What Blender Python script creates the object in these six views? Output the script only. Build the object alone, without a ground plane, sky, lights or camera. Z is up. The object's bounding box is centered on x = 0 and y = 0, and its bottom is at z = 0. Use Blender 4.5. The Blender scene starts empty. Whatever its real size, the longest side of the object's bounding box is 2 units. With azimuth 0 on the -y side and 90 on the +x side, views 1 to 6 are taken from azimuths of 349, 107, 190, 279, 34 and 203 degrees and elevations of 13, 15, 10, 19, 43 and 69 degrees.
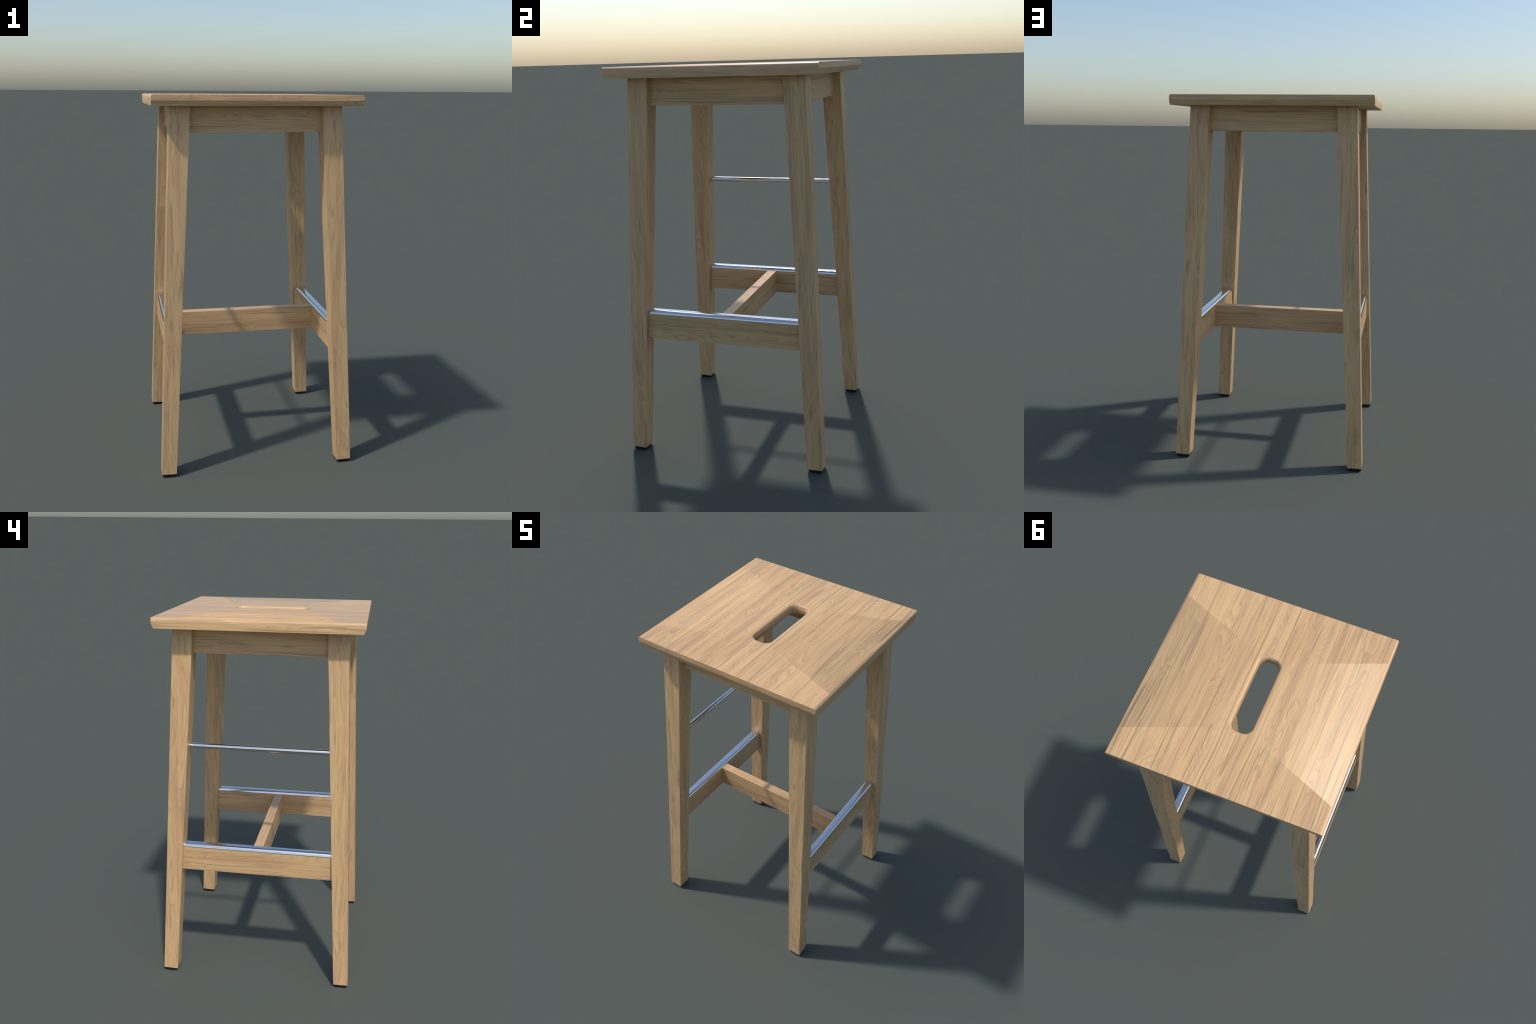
"""Tall wooden bar stool: slab seat with a grip slot, four splayed tapered legs,
aprons, an H-shaped foot rest with steel wear caps, and one steel rod."""
import bpy, bmesh
from math import sin, cos, pi, radians, atan2
from mathutils import Vector, Matrix

# ------------------------------------------------------------------ sizes (m)
SEAT_TOP, SEAT_BOTTOM, SEAT_CREASE = 2.000, 1.9468, 1.9727
SEAT_X, SEAT_Y, SEAT_Y_LOW = 0.5318, 0.5232, 0.5118
EDGE_ROUND, EDGE_DROP = 0.009, 0.0125  # roll-over along the two x edges
SLOT_X, SLOT_Y, SLOT_R = 0.0632, 0.2122, 0.050
SLOT_LIP = 0.0128                    # bullnose depth of the slot wall
SOFT_Y = 0.385                       # flat top within this y: normals tilted to draw a light/dark gradient
SOFT_TILT = radians(21)

LEG_TOP_Z = 1.952
LEG_OUT_LOW, LEG_IN_LOW = 0.5228, 0.4440
LEG_OUT_TOP, LEG_IN_TOP = 0.4405, 0.3362   # at z = 1.95

APRON_Z = 1.8136
RAIL_Z0, RAIL_Z1 = 0.6295, 0.7635
RAIL_SHIFT = -0.0036
RAIL_IN, RAIL_OUT = 0.4198, 0.4730
CAP_TOP = 0.7807
CROSS_HALF = 0.0265
ROD_X, ROD_Z, ROD_R = -0.4183, 1.3248, 0.0147


def leg_face(low, top, z):
    return low + (top - low) * (z - 0.0155) / (1.95 - 0.0155)


# ------------------------------------------------------------------ materials
def node(nt, kind, **props):
    n = nt.nodes.new(kind)
    for k, v in props.items():
        setattr(n, k, v)
    return n


class Graph:
    """Small helper to write node maths as expressions."""
    def __init__(self, mat):
        self.nt = mat.node_tree

    def put(self, sock, v):
        if isinstance(v, bpy.types.NodeSocket):
            self.nt.links.new(v, sock)
        else:
            sock.default_value = v

    def math(self, op, a, b=0.0, clamp=False):
        n = node(self.nt, 'ShaderNodeMath', operation=op, use_clamp=clamp)
        self.put(n.inputs[0], a)
        self.put(n.inputs[1], b)
        return n.outputs[0]

    def vec(self, op, a, b):
        n = node(self.nt, 'ShaderNodeVectorMath', operation=op)
        self.put(n.inputs[0], a)
        self.put(n.inputs[1], b)
        return n.outputs[0]

    def scale(self, v, cross, along):
        return self.vec('MULTIPLY', v, (cross, cross, along))

    def noise(self, v, detail=2.0, rough=0.5, dist=0.0):
        n = node(self.nt, 'ShaderNodeTexNoise', noise_dimensions='3D')
        self.put(n.inputs['Vector'], v)
        n.inputs['Scale'].default_value = 1.0
        n.inputs['Detail'].default_value = detail
        n.inputs['Roughness'].default_value = rough
        n.inputs['Distortion'].default_value = dist
        return n.outputs['Fac'], n.outputs['Color']

    def step(self, x, lo, hi, smooth=True):
        n = node(self.nt, 'ShaderNodeMapRange',
                 interpolation_type='SMOOTHSTEP' if smooth else 'LINEAR')
        self.put(n.inputs['Value'], x)
        n.inputs['From Min'].default_value = lo
        n.inputs['From Max'].default_value = hi
        return n.outputs['Result']

    def mix(self, fac, a, b, blend='MIX'):
        n = node(self.nt, 'ShaderNodeMix', data_type='RGBA', blend_type=blend)
        self.put(n.inputs[0], fac)
        self.put(n.inputs[6], a)
        self.put(n.inputs[7], b)
        return n.outputs[2]


def new_material(name):
    m = bpy.data.materials.new(name)
    m.use_nodes = True
    bsdf = m.node_tree.nodes['Principled BSDF']
    return m, Graph(m), bsdf


WOOD_LIGHT = (0.680, 0.440, 0.215, 1)
WOOD_PINK = (0.630, 0.384, 0.190, 1)
WOOD_BROWN = (0.385, 0.240, 0.130, 1)
WOOD_DARK = (0.235, 0.158, 0.088, 1)


def wood(name, grain, seed, figure=1.0, arch=2.6, count=15.0):
    """Pale straight-grained hardwood; `grain` is the axis the fibres follow."""
    m, g, bsdf = new_material(name)
    tc = node(g.nt, 'ShaderNodeTexCoord')
    info = node(g.nt, 'ShaderNodeObjectInfo')
    # swap axes so that the fibres always run along the third coordinate
    sep = node(g.nt, 'ShaderNodeSeparateXYZ')
    g.put(sep.inputs[0], tc.outputs['Object'])
    com = node(g.nt, 'ShaderNodeCombineXYZ')
    order = {'x': (1, 2, 0), 'y': (0, 2, 1), 'z': (0, 1, 2)}[grain]
    for i, o in enumerate(order):
        g.put(com.inputs[i], sep.outputs[o])
    p = g.vec('ADD', com.outputs[0], (seed * 1.37, seed * 2.11, seed * 3.73))
    own = node(g.nt, 'ShaderNodeCombineXYZ')
    r = g.math('MULTIPLY', info.outputs['Random'], 17.0)
    for i in range(3):
        g.put(own.inputs[i], r)
    p = g.vec('ADD', p, own.outputs[0])
    # slow sideways wander of the fibres
    _, w = g.noise(g.scale(p, 5.0, 2.2), 1.0)
    w = g.vec('MULTIPLY', g.vec('SUBTRACT', w, (0.5, 0.5, 0.5)), (0.030, 0.030, 0.0))
    q = g.vec('ADD', p, w)

    # growth figure: contours of a smooth field; where it is short the contours
    # nest into pointed arches, where it is long they run as straight lines
    def layers(field, count):
        ring = g.math('FRACT', g.math('MULTIPLY', field, count))
        ramp = g.math('POWER', g.step(ring, 0.10, 0.95, False), 2.2)
        return g.math('MULTIPLY', ramp, g.step(ring, 1.0, 0.955))
    f1, _ = g.noise(g.scale(q, 14.0, arch), 1.0, 0.35)
    f2, _ = g.noise(g.scale(q, 38.0, 0.8), 1.0, 0.4)
    zone, _ = g.noise(g.scale(q, 10.0, 0.9), 0.0)
    zone = g.step(zone, 0.44, 0.56)
    late = g.mix(zone, layers(f2, 5.0), layers(f1, count))
    where, _ = g.noise(g.scale(q, 16.0, 1.8), 1.0)
    late = g.math('MULTIPLY', late, g.step(where, 0.30, 0.58))

    tone, _ = g.noise(g.scale(q, 22.0, 1.3), 2.0)
    band, _ = g.noise(g.scale(q, 27.0, 0.9), 3.0, 0.6)
    strk, _ = g.noise(g.scale(q, 190.0, 2.3), 2.0, 0.55)
    smask, _ = g.noise(g.scale(q, 26.0, 2.0), 1.0)
    line, _ = g.noise(g.scale(q, 110.0, 1.2), 1.0, 0.5)
    fib, _ = g.noise(g.scale(p, 330.0, 4.0), 2.0, 0.6)

    col = g.mix(g.step(tone, 0.44, 0.62), WOOD_LIGHT, WOOD_PINK)
    col = g.mix(g.math('MULTIPLY', g.step(band, 0.50, 0.71), 0.50 * figure), col, WOOD_BROWN)
    col = g.mix(g.math('MULTIPLY', late, 0.52 * figure), col, WOOD_BROWN)
    s = g.math('MULTIPLY', g.step(strk, 0.50, 0.66), g.step(smask, 0.45, 0.62))
    col = g.mix(g.math('MULTIPLY', s, 0.40 * figure), col, WOOD_DARK)
    col = g.mix(g.math('MULTIPLY', g.step(line, 0.61, 0.71), 0.54 * figure), col, WOOD_DARK)
    shade = g.math('ADD', 0.86, g.math('MULTIPLY', fib, 0.28))
    grey = node(g.nt, 'ShaderNodeCombineColor')
    for i in range(3):
        g.put(grey.inputs[i], shade)
    col = g.mix(1.0, col, grey.outputs[0], 'MULTIPLY')
    g.put(bsdf.inputs['Base Color'], col)
    bsdf.inputs['Roughness'].default_value = 0.42
    bsdf.inputs['Specular IOR Level'].default_value = 0.5
    bump = node(g.nt, 'ShaderNodeBump')
    bump.inputs['Strength'].default_value = 0.05
    bump.inputs['Distance'].default_value = 0.001
    g.put(bump.inputs['Height'], fib)
    g.put(bsdf.inputs['Normal'], bump.outputs[0])
    return m


def steel():
    m, g, bsdf = new_material('polished_steel')
    tc = node(g.nt, 'ShaderNodeTexCoord')
    n, _ = g.noise(g.vec('MULTIPLY', tc.outputs['Object'], (300.0, 30.0, 300.0)), 2.0)
    g.put(bsdf.inputs['Roughness'], g.math('ADD', 0.10, g.math('MULTIPLY', n, 0.08)))
    bsdf.inputs['Base Color'].default_value = (0.74, 0.74, 0.74, 1)
    bsdf.inputs['Metallic'].default_value = 1.0
    return m


def rubber():
    m, g, bsdf = new_material('black_rubber')
    tc = node(g.nt, 'ShaderNodeTexCoord')
    n, _ = g.noise(g.vec('MULTIPLY', tc.outputs['Object'], (180.0, 180.0, 180.0)), 3.0)
    g.put(bsdf.inputs['Base Color'],
          g.mix(n, (0.006, 0.006, 0.006, 1), (0.012, 0.012, 0.012, 1)))
    bsdf.inputs['Roughness'].default_value = 0.6
    return m


# ------------------------------------------------------------------ mesh helpers
ROOT = bpy.data.objects.new('bar_stool', None)
ROOT.empty_display_size = 0.3
bpy.context.scene.collection.objects.link(ROOT)
ROOT['label'] = 'tall pale wooden bar stool with steel foot rests'
ROOT['category'] = 'bar stool'


def add(name, mesh, parent=ROOT):
    o = bpy.data.objects.new(name, mesh)
    bpy.context.scene.collection.objects.link(o)
    o.parent = parent
    return o


def hexahedron(name, low, high, mat, bevel=0.0015):
    """Box-like solid from four low and four high corners (both counter-clockwise)."""
    bm = bmesh.new()
    v = [bm.verts.new(c) for c in list(low) + list(high)]
    bm.faces.new(v[3::-1])
    bm.faces.new(v[4:])
    for i in range(4):
        j = (i + 1) % 4
        bm.faces.new((v[i], v[j], v[j + 4], v[i + 4]))
    bmesh.ops.recalc_face_normals(bm, faces=bm.faces)
    if bevel:
        bmesh.ops.bevel(bm, geom=bm.edges[:], offset=bevel, segments=2,
                        profile=0.5, affect='EDGES', clamp_overlap=True)
    me = bpy.data.meshes.new(name)
    bm.to_mesh(me)
    bm.free()
    me.materials.append(mat)                # planed faces: left flat-shaded
    return me


def prism(name, outline, axis_len, mat, smooth_angle=50):
    """Extrude an (x, z) outline symmetrically along y."""
    bm = bmesh.new()
    a = [bm.verts.new((x, -axis_len, z)) for x, z in outline]
    b = [bm.verts.new((x, axis_len, z)) for x, z in outline]
    n = len(outline)
    for i in range(n):
        j = (i + 1) % n
        bm.faces.new((a[i], a[j], b[j], b[i]))
    bm.faces.new(a[::-1])
    bm.faces.new(b)
    bmesh.ops.recalc_face_normals(bm, faces=bm.faces)
    me = bpy.data.meshes.new(name)
    bm.to_mesh(me)
    bm.free()
    me.materials.append(mat)
    for f in me.polygons:
        f.use_smooth = True
    me.set_sharp_from_angle(angle=radians(smooth_angle))
    return me


def rounded_rect(hx, hy, r, seg, per_side):
    """Counter-clockwise loop starting at (hx, 0); even splits on the long sides."""
    pts = []
    for i in range(per_side + 1):                       # up the +x side
        pts.append((hx, (hy - r) * i / per_side))
    for i in range(1, seg + 1):
        a = pi / 2 * i / seg
        pts.append((hx - r + r * cos(a), hy - r + r * sin(a)))
    quarter = pts
    loop = list(quarter)
    loop += [(-x, y) for x, y in reversed(quarter)]
    loop += [(-x, -y) for x, y in quarter[1:]]
    loop += [(x, -y) for x, y in reversed(quarter)][:-1]
    return loop


# ------------------------------------------------------------------ seat
def build_seat(mat, mat_end):
    verts, faces, normals, slots = [], [], [], []
    index = {}

    def V(x, y, z):
        k = (round(x, 6), round(y, 6), round(z, 6))
        if k not in index:
            index[k] = len(verts)
            verts.append(k)
        return index[k]

    def face(pts, nrm, slot=0):
        """nrm: one outward vector, or one per corner; the winding is made to agree."""
        if isinstance(nrm, Vector):
            nrm = [nrm] * len(pts)
        area = Vector((0, 0, 0))
        for a, b in zip(pts, pts[1:] + pts[:1]):
            area += Vector(a).cross(Vector(b))
        if area.dot(sum(nrm, Vector((0, 0, 0)))) < 0:
            pts, nrm = pts[::-1], nrm[::-1]
        faces.append([V(*p) for p in pts])
        slots.append(slot)
        normals.extend(nrm)

    UP, DOWN = Vector((0, 0, 1)), Vector((0, 0, -1))
    SEG, SIDE, NA, ROWS = 12, 6, 16, 14
    lips = []                                           # (loop, height, normal angle)
    half_z = (SEAT_TOP - SEAT_BOTTOM) / 2
    for i in range(NA + 1):
        t = pi * i / NA
        ins = SLOT_LIP * sin(t)
        lips.append((rounded_rect(SLOT_X - ins, SLOT_Y - ins, SLOT_R - ins, SEG, SIDE),
                     SEAT_BOTTOM + half_z * (1 + cos(t)),
                     atan2(sin(t) * half_z, cos(t) * SLOT_LIP)))
    rim = lips[0][0]
    n = len(rim)

    def inward(i):                                      # horizontal normal into the slot
        a, b = Vector(rim[i - 1]), Vector(rim[(i + 1) % n])
        d = (b - a).normalized()
        return Vector((-d.y, d.x, 0))

    for (la, za, ta), (lb, zb, tb) in zip(lips, lips[1:]):
        for i in range(n):
            j = (i + 1) % n
            def nn(k, t):
                return (inward(k) * sin(t) + UP * cos(t)).normalized()
            face([(*la[i], za), (*la[j], za), (*lb[j], zb), (*lb[i], zb)],
                 [nn(i, ta), nn(j, ta), nn(j, tb), nn(i, tb)],
                 1 if abs(inward(i).y + inward(j).y) > 1.4 else 0)

    # the rim runs: start (+x, 0) counter-clockwise; A is the middle of a corner arc
    A = SIDE + SEG // 2
    top_x = SEAT_X - EDGE_ROUND
    k_side = [i for i in range(-A, A + 1)]              # rim indices facing +x
    ys = [SOFT_Y * i / A for i in range(-A, A + 1)]
    tilt = Vector((sin(SOFT_TILT), 0, cos(SOFT_TILT)))
    for sx in (1, -1):
        def pt(c, s):
            x, y = rim[k_side[c] % n]
            return (sx * (x + (top_x - x) * s), y + (ys[c] - y) * s, SEAT_TOP)

        def nv(s):
            v = UP * (1 - s) + tilt * s
            return Vector((sx * v.x, 0, v.z)).normalized()
        for c in range(len(ys) - 1):
            for rw in range(ROWS):
                s0, s1 = rw / ROWS, (rw + 1) / ROWS
                ring = [pt(c, s0), pt(c, s1), pt(c + 1, s1), pt(c + 1, s0)]
                nr = [nv(s0), nv(s1), nv(s1), nv(s0)]
                face(ring, nr)
    # flat end panels of the top
    # rim index of the +y arc, from the +x corner to the -x corner
    arc = [rim[i] for i in range(A, n // 2 - A + 1)]
    for sy in (1, -1):
        poly = [(x, sy * y, SEAT_TOP) for x, y in arc[::-1]]     # from -x side to +x side
        rows_p = [(*[a + (b - a) * k / ROWS for a, b in zip(arc[0], (top_x, SOFT_Y))],)
                  for k in range(1, ROWS)]
        poly += [(x, sy * y, SEAT_TOP) for x, y in rows_p]
        poly += [(top_x, sy * SOFT_Y, SEAT_TOP), (top_x, sy * SEAT_Y, SEAT_TOP),
                 (-top_x, sy * SEAT_Y, SEAT_TOP), (-top_x, sy * SOFT_Y, SEAT_TOP)]
        poly += [(-x, sy * y, SEAT_TOP) for x, y in rows_p[::-1]]
        face(poly, UP)

    # rolled x edges, then straight down; ends follow the chamfer of the y sides
    NR = 6
    prof = []
    for i in range(NR + 1):
        t = pi / 2 * i / NR
        prof.append((top_x + EDGE_ROUND * sin(t), SEAT_TOP - EDGE_DROP * (1 - cos(t)),
                     max(t * 0.85, SOFT_TILT)))
    prof += [(SEAT_X, SEAT_CREASE, pi / 2), (SEAT_X, SEAT_BOTTOM, pi / 2)]

    def ylist(z):
        end = SEAT_Y if z >= SEAT_CREASE else SEAT_Y_LOW
        return [-end] + ys + [end]
    for sx in (1, -1):
        for (xa, za, ta), (xb, zb, tb) in zip(prof, prof[1:]):
            ya, yb = ylist(za), ylist(zb)
            for c in range(len(ya) - 1):
                ring = [(sx * xa, ya[c], za), (sx * xb, yb[c], zb),
                        (sx * xb, yb[c + 1], zb), (sx * xa, ya[c + 1], za)]
                na, nb = Vector((sx * sin(ta), 0, cos(ta))), Vector((sx * sin(tb), 0, cos(tb)))
                nr = [na, nb, nb, na]
                face(ring, nr)
    # y sides: upright band and undercut chamfer
    for sy in (1, -1):
        band = [(x, sy * SEAT_Y, z) for x, z, _ in prof[:-1]]
        band += [(-x, y, z) for x, y, z in reversed(band)]
        face(band, Vector((0, sy, 0)), 1)
        cz, cy = SEAT_CREASE - SEAT_BOTTOM, SEAT_Y - SEAT_Y_LOW
        cham = [(SEAT_X, sy * SEAT_Y, SEAT_CREASE), (SEAT_X, sy * SEAT_Y_LOW, SEAT_BOTTOM),
                (-SEAT_X, sy * SEAT_Y_LOW, SEAT_BOTTOM), (-SEAT_X, sy * SEAT_Y, SEAT_CREASE)]
        face(cham, Vector((0, sy * cz, -cy)).normalized(), 1)
    # underside, in two halves around the slot
    low = lips[-1][0]
    half = [low[i] for i in range(0, n // 2 + 1)]               # +y half of the slot
    yb = [y for y in ylist(SEAT_BOTTOM) if y >= -1e-9]
    for sy in (1, -1):
        poly = [(x, sy * y, SEAT_BOTTOM) for x, y in half]       # +x to -x
        poly += [(-SEAT_X, sy * y, SEAT_BOTTOM) for y in yb]
        poly += [(SEAT_X, sy * y, SEAT_BOTTOM) for y in reversed(yb)]
        face(poly, DOWN)

    me = bpy.data.meshes.new('seat')
    me.from_pydata(verts, [], faces)
    for f in me.polygons:
        f.use_smooth = True
    me.normals_split_custom_set([tuple(v) for v in normals])
    me.materials.append(mat)
    me.materials.append(mat_end)
    me.polygons.foreach_set('material_index', slots)
    me.update()
    return me


STEEL, RUBBER = steel(), rubber()
WOOD_SEAT = wood('wood_grain_along_depth', 'y', 1.0)
WOOD_LEG = wood('wood_grain_upright', 'z', 2.0, 0.88, 1.9, 11.0)
WOOD_RAIL_Y = wood('wood_grain_rail', 'y', 5.0, 1.0)
WOOD_RAIL_X = wood('wood_grain_cross', 'x', 7.0, 1.0)

add('seat', build_seat(WOOD_SEAT, WOOD_RAIL_X))

# ------------------------------------------------------------------ legs and pads
oT, iT = (leg_face(LEG_OUT_LOW, LEG_OUT_TOP, LEG_TOP_Z), leg_face(LEG_IN_LOW, LEG_IN_TOP, LEG_TOP_Z))
oL, iL = LEG_OUT_LOW, LEG_IN_LOW
leg_mesh = hexahedron(
    'leg',
    [(iL, iL, 0.0130), (oL, iL, 0.0153), (oL, oL, 0.0172), (iL, oL, 0.0153)],
    [(iT, iT, LEG_TOP_Z), (oT, iT, LEG_TOP_Z), (oT, oT, LEG_TOP_Z), (iT, oT, LEG_TOP_Z)],
    WOOD_LEG, 0.0012)


def build_pad():
    c, h = (oL + iL) / 2, 0.0362
    bm = bmesh.new()
    rings = []
    for inset, z in ((0.0035, 0.0), (0.0012, 0.0010), (0.0, 0.0035), (0.0, 0.0165)):
        loop = rounded_rect(h - inset, h - inset, 0.013 - inset, 6, 1)
        rings.append([bm.verts.new((c + x, c + y, z)) for x, y in loop])
    n = len(rings[0])
    for a, b in zip(rings, rings[1:]):
        for i in range(n):
            j = (i + 1) % n
            bm.faces.new((a[i], a[j], b[j], b[i]))
    bm.faces.new(rings[0][::-1])
    bm.faces.new(rings[-1])
    bmesh.ops.remove_doubles(bm, verts=bm.verts, dist=1e-6)
    bmesh.ops.recalc_face_normals(bm, faces=bm.faces)
    me = bpy.data.meshes.new('foot_pad')
    bm.to_mesh(me)
    bm.free()
    me.materials.append(RUBBER)
    for f in me.polygons:
        f.use_smooth = True
    me.set_sharp_from_angle(angle=radians(40))
    return me


pad_mesh = build_pad()
for k in range(4):
    leg = add('leg', leg_mesh)
    leg.rotation_euler = (0, 0, k * pi / 2)
    add('foot_pad', pad_mesh, leg)

# ------------------------------------------------------------------ aprons
def box(name, x0, x1, y0, y1, z0, z1, mat, bevel=0.0012):
    q = [(x0, y0), (x1, y0), (x1, y1), (x0, y1)]
    return hexahedron(name, [(x, y, z0) for x, y in q], [(x, y, z1) for x, y in q], mat, bevel)


end = leg_face(LEG_IN_LOW, LEG_IN_TOP, APRON_Z) + 0.012
for s in (1, -1):
    a, b = sorted((s * 0.3525, s * 0.4045))
    add('apron', box('apron', -end, end, a, b, APRON_Z, 1.951, WOOD_RAIL_X))
    a, b = sorted((s * 0.3600, s * 0.4125))
    add('apron', box('apron', a, b, -end, end, APRON_Z, 1.9505, WOOD_RAIL_Y))

# ------------------------------------------------------------------ foot rest
rail_end = leg_face(LEG_IN_LOW, LEG_IN_TOP, RAIL_Z0) + 0.006
cap_end = leg_face(LEG_IN_LOW, LEG_IN_TOP, CAP_TOP) + 0.012


def cap_outline(x0, x1):
    """Low arch: flat crown, elliptical shoulders down to the wood."""
    lo, rx, a0 = RAIL_Z1 - 0.0015, 0.0160, radians(16)
    arc = []
    for i in range(15):
        a = a0 + (pi / 2 - a0) * i / 14
        arc.append((rx * (cos(a0) - cos(a)),
                    RAIL_Z1 + (CAP_TOP - RAIL_Z1) * (sin(a) - sin(a0)) / (1 - sin(a0))))
    pts = [(x0, lo), (x1, lo)] + [(x1 - d, z) for d, z in arc]
    pts += [(x0 + d, z) for d, z in reversed(arc)]
    return pts


for s in (1, -1):
    a, b = sorted((s * RAIL_IN + RAIL_SHIFT, s * RAIL_OUT + RAIL_SHIFT))
    rail = add('footrest_rail', box('footrest_rail', a, b, -rail_end, rail_end,
                                    RAIL_Z0, RAIL_Z1, WOOD_RAIL_Y))
    add('steel_cap', prism('steel_cap', cap_outline(a - 0.0003, b + 0.0003), cap_end, STEEL), rail)

add('cross_stretcher', box('cross_stretcher',
                           -RAIL_IN + RAIL_SHIFT - 0.006, RAIL_IN + RAIL_SHIFT + 0.006,
                           -CROSS_HALF, CROSS_HALF, RAIL_Z0 - 0.0006, RAIL_Z1 + 0.0003, WOOD_RAIL_X))

rod_end = leg_face(LEG_IN_LOW, LEG_IN_TOP, ROD_Z) + 0.012
circle = [(ROD_X + ROD_R * cos(2 * pi * i / 48), ROD_Z + ROD_R * sin(2 * pi * i / 48)) for i in range(48)]
add('rod', prism('rod', circle, rod_end, STEEL))
